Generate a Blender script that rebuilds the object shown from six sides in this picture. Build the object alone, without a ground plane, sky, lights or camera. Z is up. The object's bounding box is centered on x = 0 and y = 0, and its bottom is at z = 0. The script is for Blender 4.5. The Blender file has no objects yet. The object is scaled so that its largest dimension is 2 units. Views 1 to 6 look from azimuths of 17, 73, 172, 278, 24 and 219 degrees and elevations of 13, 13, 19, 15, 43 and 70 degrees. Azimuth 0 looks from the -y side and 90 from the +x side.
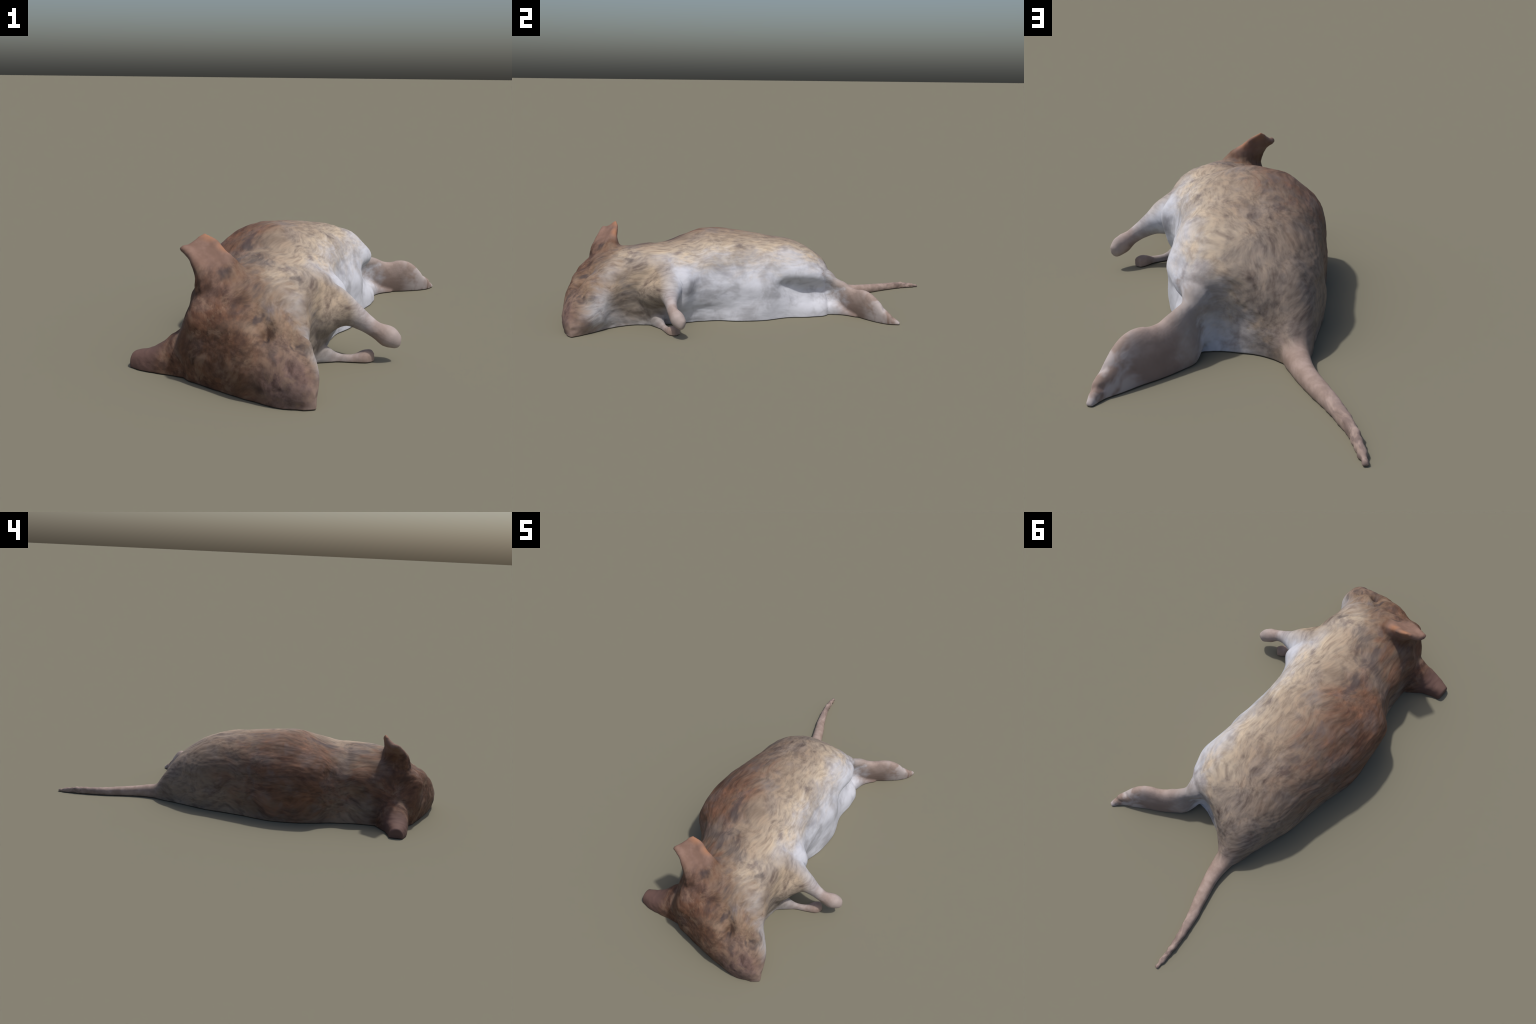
# A small rodent lying dead on its side: head toward -y, tail toward +y, back toward -x.
# Body = lofts and sweeps fused by a voxel remesh, smoothed, sculpted with soft dents,
# cut flat by the ground and finally separated into named anatomical parts.
import bpy, bmesh, math
import numpy as np
from mathutils import noise, Vector

VOXEL = 0.0050


# ---------------------------------------------------------------- curve helpers
def spline(P, n):
    """Catmull-Rom through the rows of P, n samples evenly spread in parameter."""
    P = np.asarray(P, float)
    Q = np.vstack([2 * P[0] - P[1], P, 2 * P[-1] - P[-2]])
    t = np.linspace(0, len(P) - 1 - 1e-9, n)
    i = t.astype(int)
    u = (t - i)[:, None]
    a, b, c, d = Q[i], Q[i + 1], Q[i + 2], Q[i + 3]
    return 0.5 * (2 * b + (c - a) * u + (2 * a - 5 * b + 4 * c - d) * u ** 2 + (3 * b - a - 3 * c + d) * u ** 3)


def arc_resample(P, n):
    d = np.r_[0, np.cumsum(np.linalg.norm(np.diff(P, axis=0), axis=1))]
    s = np.linspace(0, d[-1], n)
    return np.stack([np.interp(s, d, P[:, k]) for k in range(P.shape[1])], 1)


def tube(rings):
    """Closed skin over a stack of equal rings, capped at both ends."""
    R, N = len(rings), len(rings[0])
    V = [tuple(p) for r in rings for p in r]
    F = []
    for i in range(R - 1):
        for j in range(N):
            k = (j + 1) % N
            F.append((i * N + j, i * N + k, (i + 1) * N + k, (i + 1) * N + j))
    for i, flip in ((0, True), (R - 1, False)):
        c = len(V)
        V.append(tuple(np.mean(rings[i], axis=0)))
        for j in range(N):
            k = (j + 1) % N
            F.append((c, i * N + k, i * N + j) if flip else (c, i * N + j, i * N + k))
    return V, F


DEEP = -0.06     # skins run below the ground and are cut there afterwards


def trunk(stations, n_along, n_round=72):
    """Loft through arched cross-sections standing on the ground line L-R."""
    full = []
    for L, R, arch in stations:
        L, R = np.array(L, float), np.array(R, float)
        pts = [(0, DEEP), (0, 0)] + list(arch) + [(1, 0), (1, DEEP)]
        ring = [(*(L + (R - L) * f), z) for f, z in pts]
        full.append(arc_resample(spline(ring, 160), n_round))
    full = np.array(full)
    rings = np.stack([spline(full[:, j], n_along) for j in range(n_round)], 1)
    return tube(rings)


def limb(knots, n=60, m=36, power=2.0):
    """Sweep an ellipse along a spine: knots are (centre, half width, half height)."""
    K = spline([(*c, w, h) for c, w, h in knots], n)
    C = K[:, :3]
    T = np.gradient(C, axis=0)
    T /= np.linalg.norm(T, axis=1)[:, None]
    S = np.cross(T, (0, 0, 1.0))
    S /= np.linalg.norm(S, axis=1)[:, None]
    U = np.cross(S, T)
    a = np.linspace(0, 2 * np.pi, m, endpoint=False)
    ca = np.sign(np.cos(a)) * np.abs(np.cos(a)) ** (2 / power)
    sa = np.sign(np.sin(a)) * np.abs(np.sin(a)) ** (2 / power)
    rings = [C[i] + np.outer(ca, S[i]) * K[i, 3] + np.outer(sa, U[i]) * K[i, 4] for i in range(n)]
    return tube(rings)


def pinna(edge_a, middle, edge_b, thick, n=30, m=15):
    """Curved ear blade between two edge curves, bowed through a middle curve."""
    A, M, B = (spline(e, n) for e in (edge_a, middle, edge_b))
    th = spline(np.array(thick)[:, None], n)[:, 0]
    s = np.linspace(-1, 1, m)
    grid = np.array([[A[i] * (u * (u - 1) / 2) + M[i] * (1 - u * u) + B[i] * (u * (u + 1) / 2) for u in s] for i in range(n)])
    du = np.gradient(grid, axis=1)
    dv = np.gradient(grid, axis=0)
    N = np.cross(du, dv)
    N /= np.linalg.norm(N, axis=2)[:, :, None]
    rings = []
    for i in range(n):
        w = th[i] * (0.30 + 0.70 * np.sqrt(np.clip(1 - s ** 2, 0, 1)))[:, None]
        front, back = grid[i] + N[i] * w, grid[i] - N[i] * w
        rings.append(np.vstack([front, back[::-1]]))
    return tube(rings)


# ---------------------------------------------------------------- the body in numbers
def upright(y, xl, xr, arch):
    """A torso section across the body at one y; the arch is given in x, z."""
    return (xl, y), (xr, y), [((x - xl) / (xr - xl), z) for x, z in arch]


TRUNK = [
    # rump to shoulder
    upright(.46, .022, .10, [(.016, .03), (.03, .065), (.06, .08), (.085, .07), (.10, .04)]),
    upright(.42, .005, .13, [(.000, .07), (.015, .115), (.05, .14), (.085, .132), (.12, .09), (.135, .05)]),
    upright(.37, -.012, .20, [(-.018, .08), (-.006, .15), (.035, .20), (.09, .213), (.155, .20), (.20, .14), (.20, .06)]),
    upright(.30, -.032, .388, [(-.044, .10), (-.034, .18), (.012, .24), (.08, .27), (.15, .275), (.24, .262), (.328, .230), (.374, .16), (.386, .05)]),
    upright(.20, -.072, .408, [(-.082, .12), (-.068, .212), (-.018, .285), (.06, .325), (.14, .333), (.25, .320), (.352, .276), (.402, .19), (.405, .06)]),
    upright(.08, -.105, .388, [(-.106, .13), (-.092, .23), (-.037, .308), (.035, .345), (.12, .362), (.22, .358), (.32, .322), (.380, .23), (.385, .08)]),
    upright(-.04, -.14, .40, [(-.138, .13), (-.120, .24), (-.062, .328), (.013, .369), (.10, .387), (.20, .376), (.305, .325), (.370, .225), (.395, .08)]),
    upright(-.16, -.165, .385, [(-.170, .13), (-.153, .255), (-.086, .350), (0, .391), (.09, .405), (.20, .387), (.305, .328), (.366, .23), (.378, .09)]),
    upright(-.27, -.163, .348, [(-.180, .14), (-.164, .267), (-.090, .362), (0, .399), (.09, .410), (.19, .392), (.30, .332), (.362, .23), (.362, .09)]),
    upright(-.36, -.148, .338, [(-.170, .14), (-.152, .258), (-.084, .340), (.003, .371), (.09, .388), (.18, .377), (.29, .327), (.368, .23), (.362, .085)]),
    upright(-.45, -.115, .345, [(-.124, .13), (-.10, .24), (-.045, .308), (.025, .343), (.10, .360), (.18, .362), (.295, .327), (.385, .235), (.38, .09)]),
    upright(-.56, -.09, .338, [(-.08, .12), (-.056, .22), (-.018, .286), (.035, .332), (.10, .355), (.18, .362), (.29, .340), (.385, .25), (.375, .10)]),
    # neck, then the head: sections fan round toward the snout
    upright(-.66, -.085, .315, [(-.08, .12), (-.052, .22), (-.012, .288), (.05, .337), (.13, .356), (.21, .352), (.298, .322), (.358, .235), (.340, .10)]),
    ((-.085, -.77), (.32, -.72), [(-.01, .12), (.04, .22), (.14, .285), (.30, .325), (.48, .338), (.68, .328), (.89, .292), (1.05, .212), (1.03, .08)]),
    ((-.03, -.865), (.34, -.78), [(-.05, .10), (-.01, .19), (.10, .256), (.27, .287), (.48, .295), (.68, .281), (.88, .236), (1.02, .162), (1.03, .06)]),
    ((.07, -.908), (.36, -.82), [(-.10, .08), (-.07, .155), (.05, .216), (.23, .245), (.45, .250), (.68, .238), (.90, .197), (1.04, .13), (1.06, .05)]),
    ((.18, -.948), (.382, -.86), [(-.14, .075), (-.12, .135), (-.01, .180), (.18, .200), (.42, .203), (.65, .195), (.88, .168), (1.05, .115), (1.06, .05)]),
    ((.27, -.975), (.40, -.895), [(-.16, .06), (-.14, .108), (0, .142), (.20, .160), (.42, .166), (.65, .160), (.85, .138), (1.03, .095), (1.07, .04)]),
    ((.345, -.990), (.417, -.928), [(-.10, .04), (-.09, .077), (.05, .10), (.25, .116), (.50, .120), (.70, .113), (.90, .09), (1.03, .06), (1.05, .03)]),
    ((.396, -.988), (.428, -.962), [(.00, .03), (.02, .045), (.15, .057), (.35, .064), (.50, .065), (.65, .062), (.85, .053), (1, .038), (1, .02)]),
]

FORELIMB_UP = [((.27, -.55, .17), .14, .14), ((.335, -.54, .180), .112, .114), ((.392, -.522, .178), .078, .080),
               ((.440, -.511, .164), .047, .048), ((.486, -.512, .141), .028, .034), ((.530, -.511, .115), .024, .029),
               ((.570, -.498, .092), .030, .037), ((.597, -.482, .070), .022, .025), ((.605, -.475, .065), .010, .010)]
FORELIMB_DOWN = [((.30, -.56, .03), .05, .06), ((.35, -.555, .02), .030, .040), ((.40, -.54, .006), .014, .022),
                 ((.455, -.527, .004), .014, .019), ((.495, -.508, .008), .024, .028), ((.518, -.488, .010), .018, .025)]
HINDLIMB = [((.30, .26, .155), .09, .10), ((.328, .334, .105), .048, .084), ((.362, .378, .082), .037, .087),
            ((.403, .404, .062), .032, .084), ((.438, .426, .053), .030, .085), ((.470, .443, .050), .029, .089),
            ((.505, .460, .050), .029, .091), ((.56, .492, .026), .027, .065), ((.602, .522, .012), .020, .037),
            ((.630, .563, -.004), .010, .012)]
LEG_FOOT = [((.33, .27, .02), .06, .05), ((.362, .330, .016), .036, .050), ((.402, .388, .006), .024, .030), ((.46, .430, -.004), .014, .016)]
TAIL = [((.056, .38, .06), .05, .06), ((.062, .46, .026), .042, .044), ((.061, .52, .022), .034, .036),
        ((.054, .58, .018), .029, .030), ((.035, .665, .015), .026, .026), ((.018, .735, .013), .022, .023),
        ((.005, .81, .012), .017, .021), ((-.002, .88, .011), .013, .020), ((-.002, .945, .006), .011, .015),
        ((-.002, .972, .004), .009, .011), ((-.002, .993, .001), .007, .007)]
EAR_DOWN = [((.0, -.76, 0), .10, .22), ((-.05, -.77, 0), .090, .165), ((-.10, -.78, 0), .074, .122),
            ((-.145, -.79, 0), .056, .082), ((-.19, -.794, 0), .046, .058), ((-.241, -.790, 0), .031, .044)]
EAR_UP = dict(edge_a=[(.18, -.765, .28), (.128, -.742, .35), (.059, -.713, .402), (.018, -.700, .430), (-.020, -.702, .449)],
              middle=[(.06, -.738, .28), (.034, -.745, .335), (-.006, -.747, .373), (-.031, -.740, .396), (-.058, -.733, .411)],
              edge_b=[(.05, -.84, .25), (.030, -.833, .322), (-.002, -.808, .365), (-.040, -.783, .392), (-.076, -.764, .409)],
              thick=[.085, .054, .027, .015, .009])
LEAN = .20       # the hind foot leans: its crest forward, its edge on the ground back

# soft sculpting: centre, reach, push along the surface normal
# (a number pushes along the surface normal, a triple pushes that way)
DENTS = [
    # the hollow of the groin, open toward the shank; the other thigh lies below it
    ((.375, .20, .132), (.09, .105, .048), (-.064, 0, 0)), ((.39, .285, .108), (.06, .055, .038), (-.032, 0, 0)),
    ((.39, .09, .165), (.06, .06, .030), (-.020, 0, 0)), ((.40, .24, .075), (.06, .10, .030), (-.014, 0, 0)),
    ((.27, .37, .10), (.08, .06, .08), -.026),     # hollow between thigh and tail
    ((-.06, -.530, .30), (.05, .022, .06), -.004),  # fold behind the shoulder
    ((.05, -.525, .34), (.08, .020, .06), -.008),
    ((.15, -.475, .37), (.07, .024, .05), -.005),
    ((.32, .10, .31), (.04, .05, .05), .008),      # hip
    ((.10, -.66, .36), (.06, .05, .05), -.006),    # nape
    # face: groove from the ear to the eye, brow, cheek, socket, snout, mouth
    ((.236, -.812, .285), (.020, .045, .03), -.007), ((.228, -.872, .240), (.022, .036, .04), -.019),
    ((.260, -.910, .200), (.022, .030, .04), -.024), ((.300, -.935, .165), (.016, .025, .03), -.008), ((.256, -.915, .190), (.018, .028, .05), -.022),
    ((.366, -.874, .165), (.028, .022, .04), .024), ((.340, -.775, .19), (.05, .05, .05), .013), ((.16, -.822, .285), (.07, .03, .03), .010), ((.385, .335, .05), (.03, .02, .05), (.008, 0, 0)), ((.215, -.845, .26), (.016, .03, .03), -.008), ((.275, -.868, .22), (.02, .03, .03), .006),
    ((.343, -.972, .119), (.010, .02, .03), -.007),
    ((.305, -.865, .215), (.030, .040, .04), .012), ((.350, -.898, .160), (.030, .022, .03), -.017),
    ((.375, -.930, .125), (.022, .022, .03), .007), 
    ((.425, -.955, .080), (.03, .03, .03), -.009), ((.425, -.950, .030), (.03, .014, .010), -.005),
    ((.37, -.86, .075), (.03, .05, .04), .006), ((.17, -.915, .205), (.05, .03, .03), .006),
    ((.12, -.910, .220), (.06, .035, .05), .010), ((.015, -.885, .205), (.04, .03, .05), .016),
    ((-.055, -.80, .20), (.04, .06, .07), -.016), ((.14, -.865, .265), (.05, .04, .04), -.011), ((.205, -.925, .205), (.04, .03, .03), -.007),
    ((.29, -.757, .265), (.06, .06, .05), .030), ((.17, -.785, .315), (.07, .035, .03), .009),
    ((.408, -.895, .075), (.05, .055, .05), .010), ((.382, -.985, .002), (.03, .02, .02), -.009),
    ((-.065, -.80, .205), (.05, .06, .07), -.018),
    # neck, shoulder, back and flanks
    ((-.052, -.585, .220), (.05, .05, .07), .020), ((-.055, -.632, .23), (.05, .05, .06), .012), ((-.11, -.47, .14), (.05, .04, .08), .005),
    ((-.10, -.410, .285), (.05, .04, .05), .010), ((-.175, -.32, .10), (.05, .09, .06), -.011),
    ((-.17, -.14, .06), (.05, .08, .06), -.006),
    ((.24, -.58, .345), (.11, .14, .05), -.012),
    ((.388, -.60, .25), (.05, .06, .05), -.018),
    ((.385, -.445, .11), (.04, .04, .05), .010), ((.388, -.428, .215), (.04, .04, .05), .015), ((.385, -.415, .18), (.05, .04, .07), .011),
    ((-.11, -.25, .33), (.08, .11, .08), -.017),
    ((-.145, -.39, .20), (.05, .055, .09), .018),
    ((-.135, 0, .02), (.05, .12, .06), -.014),
    ((.39, .16, .22), (.05, .09, .050), .011),
    ((.395, -.03, .06), (.05, .11, .06), .009), ((.388, -.03, .155), (.04, .09, .05), .015),
    ((.36, -.165, .255), (.05, .09, .05), -.015),
    ((.36, -.30, .06), (.05, .12, .035), -.010), ((.36, -.30, .24), (.05, .06, .05), -.008),
    ((.365, .245, .25), (.04, .05, .05), -.008),
    ((.320, .330, .195), (.05, .04, .05), .010),
    # toes of the hind foot and the upper forepaw
    ((.600, .512, .070), (.030, .010, .012), -.007), ((.610, .545, .030), (.030, .010, .010), -.006),
    ((.622, .545, .045), (.010, .012, .014), .005), ((.590, .520, .090), (.012, .014, .014), .004),
    ((.585, -.505, .100), (.010, .012, .030), -.005), ((.575, -.475, .085), (.012, .010, .012), -.006),
    ((.602, -.482, .085), (.010, .012, .010), .004),
]


def build_skin():
    leg = limb(HINDLIMB, power=2.4)
    parts = [trunk(TRUNK, 180), limb(LEG_FOOT), limb(FORELIMB_UP), limb(FORELIMB_DOWN, power=2.4), leg,
             limb(TAIL, n=90, power=2.3), limb(EAR_DOWN, power=2.6), pinna(**EAR_UP)]
    bm = bmesh.new()
    for V, F in parts:
        if F is leg[1]:
            V = [(x, y - LEAN * (z - .07), z) for x, y, z in V]
        vs = [bm.verts.new(v) for v in V]
        for f in F:
            bm.faces.new([vs[i] for i in f])
    bmesh.ops.recalc_face_normals(bm, faces=bm.faces)
    me = bpy.data.meshes.new("skin_raw")
    bm.to_mesh(me)
    bm.free()
    ob = bpy.data.objects.new("skin_raw", me)
    bpy.context.scene.collection.objects.link(ob)
    mod = ob.modifiers.new("fuse", "REMESH")
    mod.mode, mod.voxel_size = "VOXEL", VOXEL
    out = bpy.data.meshes.new_from_object(ob.evaluated_get(bpy.context.evaluated_depsgraph_get()))
    bpy.data.objects.remove(ob)
    return out


def neighbours(me):
    E = np.empty(len(me.edges) * 2, np.int32)
    me.edges.foreach_get("vertices", E)
    return E.reshape(-1, 2)


def relax(V, E, steps, weight=None):
    """Taubin smoothing: soften the joints without shrinking the thin parts."""
    deg = np.bincount(E.ravel(), minlength=len(V)).astype(float)[:, None]
    w = 1.0 if weight is None else weight[:, None]
    for k in range(steps):
        for lam in (.5, -.52):
            acc = np.zeros_like(V)
            for c in range(3):
                acc[:, c] = np.bincount(E[:, 0], V[E[:, 1], c], len(V)) + np.bincount(E[:, 1], V[E[:, 0], c], len(V))
            V = V + w * lam * (acc / deg - V)
    return V


def vertex_normals(me):
    n = np.empty(len(me.vertices) * 3, np.float32)
    me.vertices.foreach_get("vector", n) if False else me.vertex_normals.foreach_get("vector", n)
    return n.reshape(-1, 3).astype(float)


def fbm(P, octaves=3):
    return np.array([sum(noise.noise(Vector(p) * 2 ** o) / 2 ** o for o in range(octaves)) for p in P])


# joints that are blended harder: centre, reach
JOINTS = [((.385, .33, .03), .08), ((.37, -.53, .20), .12), ((.36, -.55, .02), .07), ((.36, .36, .12), .13), ((.06, .46, .05), .08),
          ((-.08, -.76, .12), .13), ((.05, -.76, .33), .10)]


def shape_skin():
    me = build_skin()
    V = np.empty(len(me.vertices) * 3)
    me.vertices.foreach_get("co", V)
    V = V.reshape(-1, 3)
    E = neighbours(me)
    V = relax(V, E, 6)
    w = np.zeros(len(V))
    for c, r in JOINTS:
        w = np.maximum(w, np.exp(-(np.linalg.norm(V - c, axis=1) / r) ** 4))
    V = relax(V, E, 60, w)

    def put():
        me.vertices.foreach_set("co", V.ravel())
        me.update()
    put()
    N = vertex_normals(me)
    for c, r, push in DENTS:
        g = np.exp(-np.sum(((V - c) / np.array(r)) ** 2, axis=1))
        V = V + (N * push if isinstance(push, float) else np.array(push)) * g[:, None]
    V = relax(V, E, 4)
    put()
    # relief of the coat: broad lumps plus fine tufts combed from head to tail
    N = vertex_normals(me)
    body = np.clip((.46 - V[:, 1]) / .1, 0, 1) * np.clip((.42 - V[:, 0]) / .08, .15, 1)
    lumps = fbm(V * (9, 6, 9), 2) * .006
    tufts = fbm(V * (46, 17, 46) + 7.1, 2) * .0016
    tailward = np.clip((V[:, 1] - .55) / .4, 0, 1)
    ridges = fbm(V * (34, 60, 34), 1) * .0045 * tailward
    V = V + N * ((lumps + tufts) * body + ridges)[:, None]
    put()
    return me


def cut_at_ground(me):
    bm = bmesh.new()
    bm.from_mesh(me)
    geom = bm.verts[:] + bm.edges[:] + bm.faces[:]
    bmesh.ops.bisect_plane(bm, geom=geom, dist=1e-4, plane_co=(0, 0, 0), plane_no=(0, 0, -1), clear_outer=True)
    rim = [e for e in bm.edges if e.is_boundary]
    bmesh.ops.holes_fill(bm, edges=rim, sides=0)
    under = [f for f in bm.faces if len(f.verts) > 4]
    bmesh.ops.triangulate(bm, faces=under)
    bmesh.ops.recalc_face_normals(bm, faces=bm.faces)
    bm.to_mesh(me)
    bm.free()
    me.update()
    return me


# ---------------------------------------------------------------- material
def coat_material(name):
    m = bpy.data.materials.new(name)
    m.use_nodes = True
    nt = m.node_tree
    nt.nodes.clear()
    N, L = nt.nodes.new, nt.links.new

    def val(x):
        return x

    def math_(op, a, b=None, c=None, clamp=False):
        n = N("ShaderNodeMath")
        n.operation, n.use_clamp = op, clamp
        for i, v in enumerate((a, b, c)):
            if v is None:
                continue
            if isinstance(v, (int, float)):
                n.inputs[i].default_value = v
            else:
                L(v, n.inputs[i])
        return n.outputs[0]

    def step(x, lo, hi):
        n = N("ShaderNodeMapRange")
        n.interpolation_type = "SMOOTHSTEP"
        L(x, n.inputs[0])
        n.inputs[1].default_value, n.inputs[2].default_value = lo, hi
        n.inputs[3].default_value, n.inputs[4].default_value = 0, 1
        return n.outputs[0]

    def mix(f, a, b):
        n = N("ShaderNodeMix")
        n.data_type = "RGBA"
        for s, v in ((n.inputs[0], f), (n.inputs[6], a), (n.inputs[7], b)):
            if isinstance(v, tuple):
                s.default_value = (*v, 1)
            elif isinstance(v, (int, float)):
                s.default_value = v
            else:
                L(v, s)
        return n.outputs[2]

    co = N("ShaderNodeTexCoord").outputs["Object"]

    def mapped(scale, rot=(0, 0, 0), src=None):
        n = N("ShaderNodeMapping")
        L(src or co, n.inputs[0])
        n.inputs["Scale"].default_value = scale
        n.inputs["Rotation"].default_value = rot
        return n.outputs[0]

    def noise_(vec, scale, detail=3, rough=.55, dist=0):
        n = N("ShaderNodeTexNoise")
        L(vec, n.inputs["Vector"])
        n.inputs["Scale"].default_value, n.inputs["Detail"].default_value = scale, detail
        n.inputs["Roughness"].default_value, n.inputs["Distortion"].default_value = rough, dist
        return n.outputs["Fac"]

    def near(c, r, src=None):
        """1 at the point c, falling to 0 at the reach r (per axis)."""
        n = N("ShaderNodeVectorMath")
        n.operation = "SUBTRACT"
        L(src or co, n.inputs[0])
        n.inputs[1].default_value = c
        s = N("ShaderNodeVectorMath")
        s.operation = "DIVIDE"
        L(n.outputs[0], s.inputs[0])
        s.inputs[1].default_value = r
        d = N("ShaderNodeVectorMath")
        d.operation = "LENGTH"
        L(s.outputs[0], d.inputs[0])
        k = N("ShaderNodeMapRange")
        k.interpolation_type = "SMOOTHSTEP"
        L(d.outputs["Value"], k.inputs[0])
        k.inputs[1].default_value, k.inputs[2].default_value = 1, 0
        k.inputs[3].default_value, k.inputs[4].default_value = 0, 1
        return k.outputs[0]

    sep = N("ShaderNodeSeparateXYZ")
    L(co, sep.inputs[0])
    x, y, z = sep.outputs
    # the coat is combed from snout to tail, with a slow swirl
    swirl = N("ShaderNodeTexNoise")
    L(co, swirl.inputs["Vector"])
    swirl.inputs["Scale"].default_value, swirl.inputs["Detail"].default_value = 4.5, 1
    vm = N("ShaderNodeVectorMath")
    vm.operation = "MULTIPLY_ADD"
    L(swirl.outputs["Color"], vm.inputs[0])
    vm.inputs[1].default_value = (.16, .16, .16)
    L(co, vm.inputs[2])
    comb = vm.outputs[0]
    onhead = step(math_("MULTIPLY_ADD", x, .35, y), -.62, -.74)

    def hairs(scale, stretch, detail=3, rough=.6, dist=.15):
        bodyhair = noise_(mapped((1, stretch, 1), (0, 0, .12), comb), scale, detail, rough, dist)
        headhair = noise_(mapped((1, stretch, 1), (0, 0, .75), comb), scale, detail, rough, dist)
        n = N("ShaderNodeMix")
        L(onhead, n.inputs[0])
        L(bodyhair, n.inputs[2])
        L(headhair, n.inputs[3])
        return n.outputs[0]

    hair = hairs(24, .36)
    tuft = hairs(17, .45, 3, .55, .2)
    fine = hairs(55, .28, 3, .6, .1)
    blotch = noise_(co, 6.5, 3, .6, .4)
    blot2 = noise_(mapped((1, 1, 1), (.4, .9, .2)), 10, 3, .6, .4)
    w1 = math_("MULTIPLY_ADD", hair, .22, -.11)
    w2 = math_("MULTIPLY_ADD", blotch, .16, -.08)
    wob = math_("ADD", w1, w2)

    SAND, TAN, TAUPE, BROWN = (.42, .350, .270), (.275, .211, .155), (.150, .108, .084), (.135, .072, .046)
    WHITE, GREYISH, DARK, BLUE = (.53, .545, .60), (.385, .39, .425), (.055, .043, .045), (.170, .152, .152)
    RUST, SNOUT, SKIN, PALE = (.122, .060, .036), (.140, .090, .079), (.27, .20, .168), (.43, .385, .38)
    EAR, RIM = (.185, .110, .082), (.33, .16, .09)

    # back (-x) to belly (+x): brown, taupe toward the rump, tan, sandy flank, pale underside
    u = math_("ADD", math_("MULTIPLY_ADD", z, -.55, x), wob)
    aft = math_("ADD", y, math_("MULTIPLY", wob, 1.5))
    back = mix(step(aft, -.30, .20), BROWN, TAUPE)
    side = mix(step(aft, .02, .40), TAN, (.225, .180, .148))
    col = mix(step(u, -.28, -.04), back, side)
    col = mix(math_("MULTIPLY", step(u, -.08, .12), step(y, .44, .20)), col, SAND)
    under = mix(step(blot2, .42, .70), WHITE, GREYISH)
    pale = step(u, .06, .27)
    col = mix(pale, col, under)
    # rump, thigh and the shank are greyer and browner again
    thigh = step(math_("ADD", math_("MULTIPLY_ADD", z, .45, y), wob), .335, .43)
    col = mix(math_("MULTIPLY", math_("MULTIPLY", thigh, pale), .8), col, (.29, .245, .215))
    # the shoulder stays tan; only the inside of the foreleg is pale
    shoulder = math_("MULTIPLY", near((.35, -.63, .17), (.26, .26, .26)), step(math_("ADD", y, math_("MULTIPLY", wob, .3)), -.455, -.495))
    shoulder = math_("MULTIPLY", shoulder, 1.8, clamp=True)
    col = mix(shoulder, col, mix(step(z, .10, .24), (.255, .22, .19), (.30, .24, .18)))  # lower tone greyed and darkened for the shadow under the foreleg
    # head: dark rusty crown and left side, tan cheek, pale jaw, mauve-brown muzzle
    hx = math_("ADD", math_("MULTIPLY_ADD", y, .35, x), math_("MULTIPLY", wob, 1.0))
    headcol = mix(step(hx, -.22, .10), RUST, (.225, .165, .115))
    headcol = mix(math_("MULTIPLY", step(blot2, .48, .66), .6), headcol, BROWN)
    cheek = near((.40, -.80, .07), (.12, .16, .17))
    headcol = mix(math_("MULTIPLY", cheek, 1.5, clamp=True), headcol, mix(step(blot2, .4, .6), (.43, .42, .43), (.33, .31, .31)))
    muzzle = near((.36, -.985, .06), (.19, .13, .19))
    headcol = mix(math_("MULTIPLY", muzzle, 1.4, clamp=True), headcol, SNOUT)
    head = step(math_("ADD", math_("MULTIPLY_ADD", x, .35, y), wob), -.56, -.76)
    col = mix(head, col, headcol)

    # mottling of the coat: combed strands darken and lighten, patches turn rusty or grey
    def tone(f, c, k):
        """Multiply the colour by k where f is 1."""
        n = N("ShaderNodeMix")
        n.data_type, n.blend_type = "RGBA", "MULTIPLY"
        L(f, n.inputs[0])
        L(c, n.inputs[6])
        n.inputs[7].default_value = (*k, 1)
        return n.outputs[2]

    coat = math_("SUBTRACT", 1, math_("MULTIPLY", pale, math_("SUBTRACT", .85, math_("MULTIPLY", math_("MAXIMUM", head, shoulder), .85))))
    rustf = math_("MULTIPLY", step(u, .04, -.25), math_("MULTIPLY", step(y, .30, -.25), step(tuft, .46, .66)))
    col = mix(math_("MULTIPLY", rustf, .55), col, (.215, .102, .060))
    col = mix(math_("MULTIPLY", math_("MULTIPLY", step(blot2, .46, .68), coat), math_("MULTIPLY_ADD", head, -.12, .32)), col, BLUE)
    col = tone(math_("MULTIPLY", math_("MULTIPLY", step(hair, .46, .72), step(tuft, .34, .62)), coat), col, (.46, .42, .44))
    col = tone(math_("MULTIPLY", math_("MULTIPLY", step(hair, .50, .24), coat), .9), col, (1.28, 1.26, 1.23))
    col = tone(math_("MULTIPLY", step(fine, .42, .75), coat), col, (.66, .63, .63))
    col = tone(math_("MULTIPLY", math_("MULTIPLY", step(fine, .55, .25), coat), .8), col, (1.22, 1.19, 1.14))
    col = tone(math_("MULTIPLY", step(tuft, .55, .70), pale), col, (.86, .86, .87))
    # smoky blotches over nape, shoulder and spine; lighter and darker locks on the head
    blot3 = noise_(mapped((1, .7, 1), (.2, .5, .9), comb), 15, 3, .6, .2)
    smoky = math_("MAXIMUM", near((.16, -.60, .33), (.26, .24, .22)), math_("MULTIPLY", near((.05, -.10, .36), (.30, .50, .25)), .55))
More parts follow.
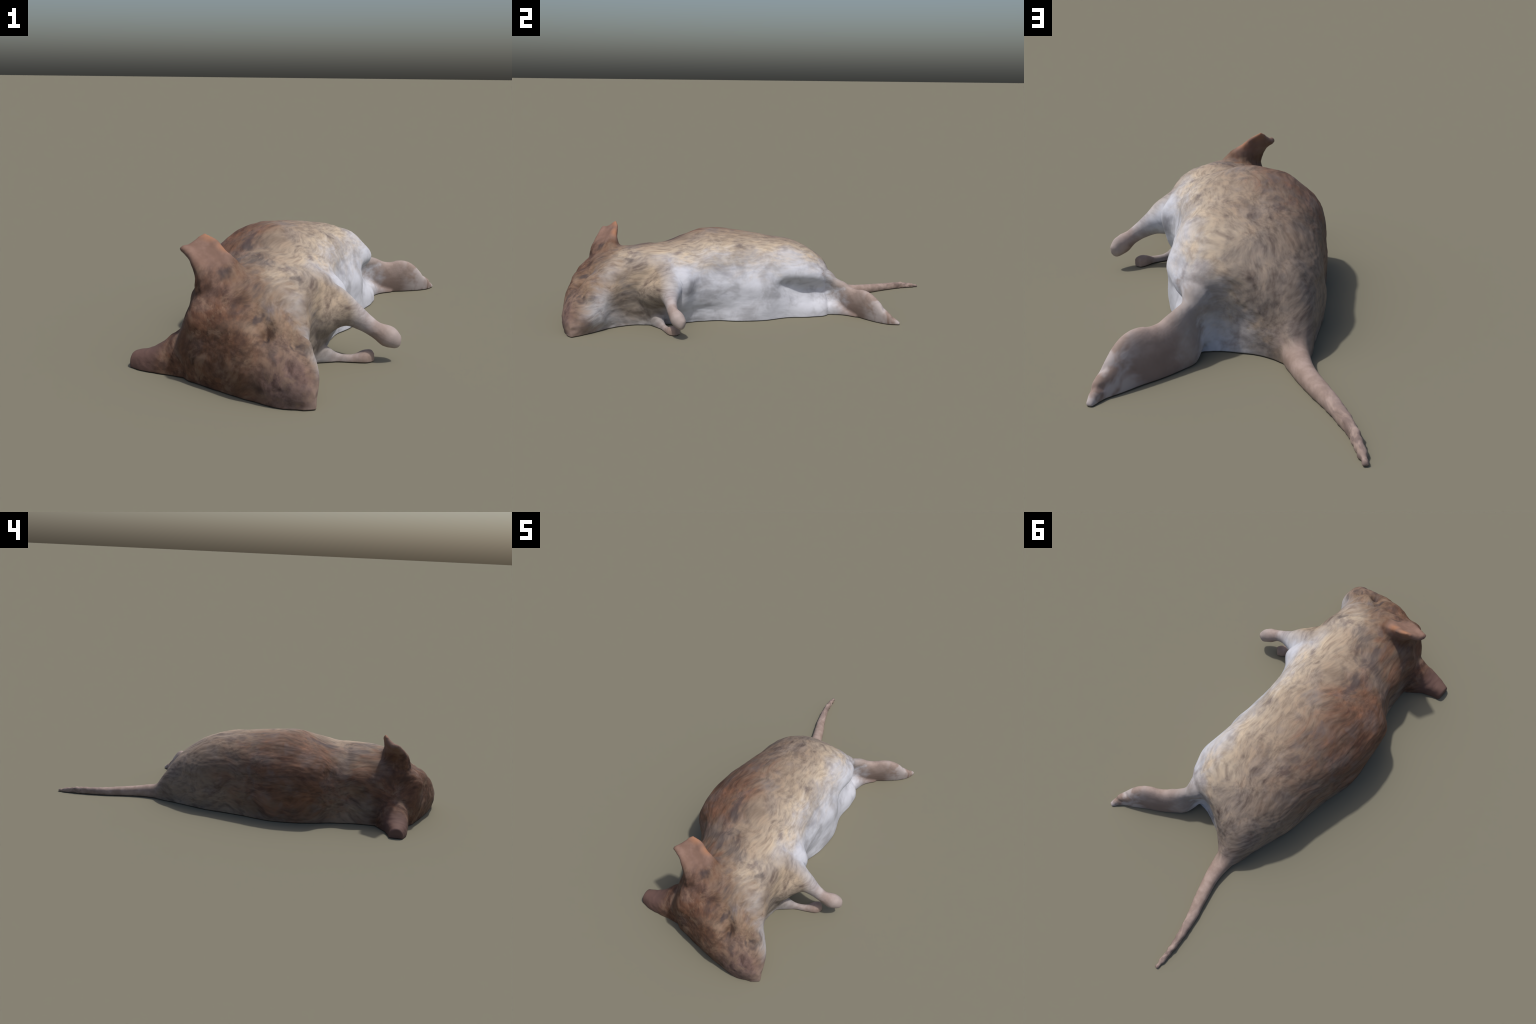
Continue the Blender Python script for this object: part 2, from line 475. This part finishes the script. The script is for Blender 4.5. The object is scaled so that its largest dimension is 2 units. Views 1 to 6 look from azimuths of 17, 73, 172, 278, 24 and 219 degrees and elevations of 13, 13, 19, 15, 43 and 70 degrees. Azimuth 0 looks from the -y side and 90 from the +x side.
    col = mix(math_("MULTIPLY", math_("MULTIPLY", step(blot3, .50, .64), step(smoky, 0, .7)), .62), col, (.105, .085, .083))
    locks = hairs(20, .40, 4, .65, .3)
    col = mix(math_("MULTIPLY", math_("MULTIPLY", step(locks, .52, .34), head), .42), col, (.27, .18, .122))
    col = mix(math_("MULTIPLY", math_("MULTIPLY", step(locks, .50, .68), head), .60), col, (.066, .036, .026))
    # single dark marks: fold behind the shoulder, nape, flank, brow, closed eye
    wn = N("ShaderNodeTexNoise")
    L(mapped((1, .5, 1)), wn.inputs["Vector"])
    wn.inputs["Scale"].default_value, wn.inputs["Detail"].default_value = 26, 2
    off = N("ShaderNodeVectorMath")
    off.operation = "SUBTRACT"
    L(wn.outputs["Color"], off.inputs[0])
    off.inputs[1].default_value = (.5, .5, .5)
    wv = N("ShaderNodeVectorMath")
    wv.operation = "MULTIPLY_ADD"
    L(off.outputs[0], wv.inputs[0])
    wv.inputs[1].default_value = (.085, .085, .085)
    L(co, wv.inputs[2])
    warped = wv.outputs[0]
    ragged = math_("MULTIPLY_ADD", step(hair, .38, .58), .75, .25)
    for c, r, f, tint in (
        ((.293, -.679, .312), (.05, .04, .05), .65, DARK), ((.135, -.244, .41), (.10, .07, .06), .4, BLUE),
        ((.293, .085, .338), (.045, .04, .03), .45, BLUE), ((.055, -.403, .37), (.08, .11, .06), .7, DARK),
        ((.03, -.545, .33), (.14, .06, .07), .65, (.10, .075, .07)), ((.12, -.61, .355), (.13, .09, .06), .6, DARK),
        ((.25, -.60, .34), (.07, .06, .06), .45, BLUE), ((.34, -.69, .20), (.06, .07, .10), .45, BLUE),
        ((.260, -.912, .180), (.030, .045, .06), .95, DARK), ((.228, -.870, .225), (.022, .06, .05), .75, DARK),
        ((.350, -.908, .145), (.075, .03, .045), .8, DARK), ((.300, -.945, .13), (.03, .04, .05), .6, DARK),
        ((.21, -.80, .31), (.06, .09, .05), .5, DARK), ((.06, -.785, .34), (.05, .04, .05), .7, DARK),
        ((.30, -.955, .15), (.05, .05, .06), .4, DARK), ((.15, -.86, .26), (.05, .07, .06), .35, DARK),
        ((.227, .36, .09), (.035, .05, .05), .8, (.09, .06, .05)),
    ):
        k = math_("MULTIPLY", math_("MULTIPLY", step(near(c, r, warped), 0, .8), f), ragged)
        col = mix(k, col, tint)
    # a pale streak over the brow
    col = mix(math_("MULTIPLY", near((.17, -.915, .20), (.09, .03, .045)), .55), col, (.33, .255, .19))

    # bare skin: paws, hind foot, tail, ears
    mott = step(noise_(co, 22, 3, .6), .35, .68)
    skin = mix(mott, SKIN, (.36, .275, .24))
    leg = math_("MULTIPLY", step(math_("ADD", math_("MULTIPLY_ADD", y, .5, x), math_("MULTIPLY", w1, .5)), .50, .66), .85)
    leg = math_("MULTIPLY", leg, step(y, 0, .2))
    paw = step(math_("ADD", math_("MULTIPLY_ADD", z, -.6, x), math_("MULTIPLY", w1, .4)), .32, .50)
    paw = math_("MULTIPLY", paw, step(y, -.35, -.42))
    tail = step(math_("ADD", y, math_("MULTIPLY", w1, .5)), .42, .53)
    low = mix(step(math_("MULTIPLY_ADD", x, .35, z), .28, .20), skin, (.19, .130, .108))  # lower shank tinted darker, in part for the shade near the ground
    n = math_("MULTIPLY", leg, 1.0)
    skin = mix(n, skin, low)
    skin = mix(math_("MULTIPLY", math_("MULTIPLY", step(y, .62, .90), step(fine, .42, .60)), .6), skin, (.13, .095, .09))  # dark flecks draw the jagged shaded edge toward the tail tip
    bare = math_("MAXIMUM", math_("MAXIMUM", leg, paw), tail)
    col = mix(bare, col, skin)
    col = mix(math_("MULTIPLY", math_("MULTIPLY", step(math_("MULTIPLY_ADD", y, .5, x), .70, .80), step(blot2, .42, .55)), .85), col, PALE)
    col = mix(math_("MULTIPLY", math_("MULTIPLY", step(x, .53, .60), step(y, -.3, -.4)), .5), col, PALE)
    earmask = math_("MULTIPLY", math_("MULTIPLY", step(z, .345, .385), step(x, .11, .07)), step(y, -.655, -.69))
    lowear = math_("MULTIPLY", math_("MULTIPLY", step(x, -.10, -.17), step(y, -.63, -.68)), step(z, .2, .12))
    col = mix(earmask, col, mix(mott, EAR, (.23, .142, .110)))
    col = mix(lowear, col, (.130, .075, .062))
    rim = math_("MAXIMUM", near((.055, -.715, .405), (.05, .03, .04)), near((-.005, -.705, .44), (.05, .03, .04)))
    col = mix(math_("MULTIPLY", rim, .9), col, RIM)

    b = N("ShaderNodeBump")
    b.inputs["Strength"].default_value = .35
    b.inputs["Distance"].default_value = .004
    L(math_("ADD", hair, math_("MULTIPLY", fine, .4)), b.inputs["Height"])
    p = N("ShaderNodeBsdfPrincipled")
    L(col, p.inputs["Base Color"])
    p.inputs["Roughness"].default_value = .75
    p.inputs["Specular IOR Level"].default_value = .25
    L(b.outputs[0], p.inputs["Normal"])
    o = N("ShaderNodeOutputMaterial")
    L(p.outputs[0], o.inputs[0])
    return m


# ---------------------------------------------------------------- separate into parts
def region(c):
    """Which anatomical part a face centre belongs to."""
    x, y, z = c.T
    part = np.full(len(c), "torso", dtype=object)
    part[y + .12 * x < -.655] = "head"
    part[(x < -.075) & (y < -.66) & (z < .2)] = "ear.001"
    up = np.where(x < .02, .335, .345 + .2 * np.maximum(x, 0))
    part[(y < -.66) & (z > np.maximum(up, .33)) & (x < .12)] = "ear"
    part[(x > .385) & (y < -.4) & (y > -.66) & (z > .062)] = "forelimb"
    part[(x > .36) & (y < -.44) & (y > -.66) & (z <= .062)] = "forelimb.001"
    part[(x + .5 * y > .56) & (y > .2)] = "hindlimb"
    part[(y > .475) & (x < .2)] = "tail"
    return part


def separate(me, root, material):
    nv = len(me.vertices)
    V = np.empty(nv * 3)
    me.vertices.foreach_get("co", V)
    V = V.reshape(-1, 3)
    N = vertex_normals(me)
    faces = [tuple(p.vertices) for p in me.polygons]
    C = np.array([V[list(f)].mean(axis=0) for f in faces])
    part = region(C)
    for name in sorted(set(part)):
        idx = [i for i in range(len(faces)) if part[i] == name]
        used = sorted({v for i in idx for v in faces[i]})
        local = {v: k for k, v in enumerate(used)}
        pm = bpy.data.meshes.new(name)
        pm.from_pydata(V[used].tolist(), [], [[local[v] for v in faces[i]] for i in idx])
        pm.polygons.foreach_set("use_smooth", [True] * len(idx))
        pm.update()
        pm.normals_split_custom_set_from_vertices([tuple(n) for n in N[used]])
        pm.materials.append(material)
        ob = bpy.data.objects.new(name, pm)
        bpy.context.scene.collection.objects.link(ob)
        ob.parent = root


root = bpy.data.objects.new("dead_mouse", None)
bpy.context.scene.collection.objects.link(root)
root["label"] = "dead brown mouse lying on its side with pale belly"
root["category"] = "mouse"
skin = cut_at_ground(shape_skin())
separate(skin, root, coat_material("fur_and_skin"))
bpy.data.meshes.remove(skin)
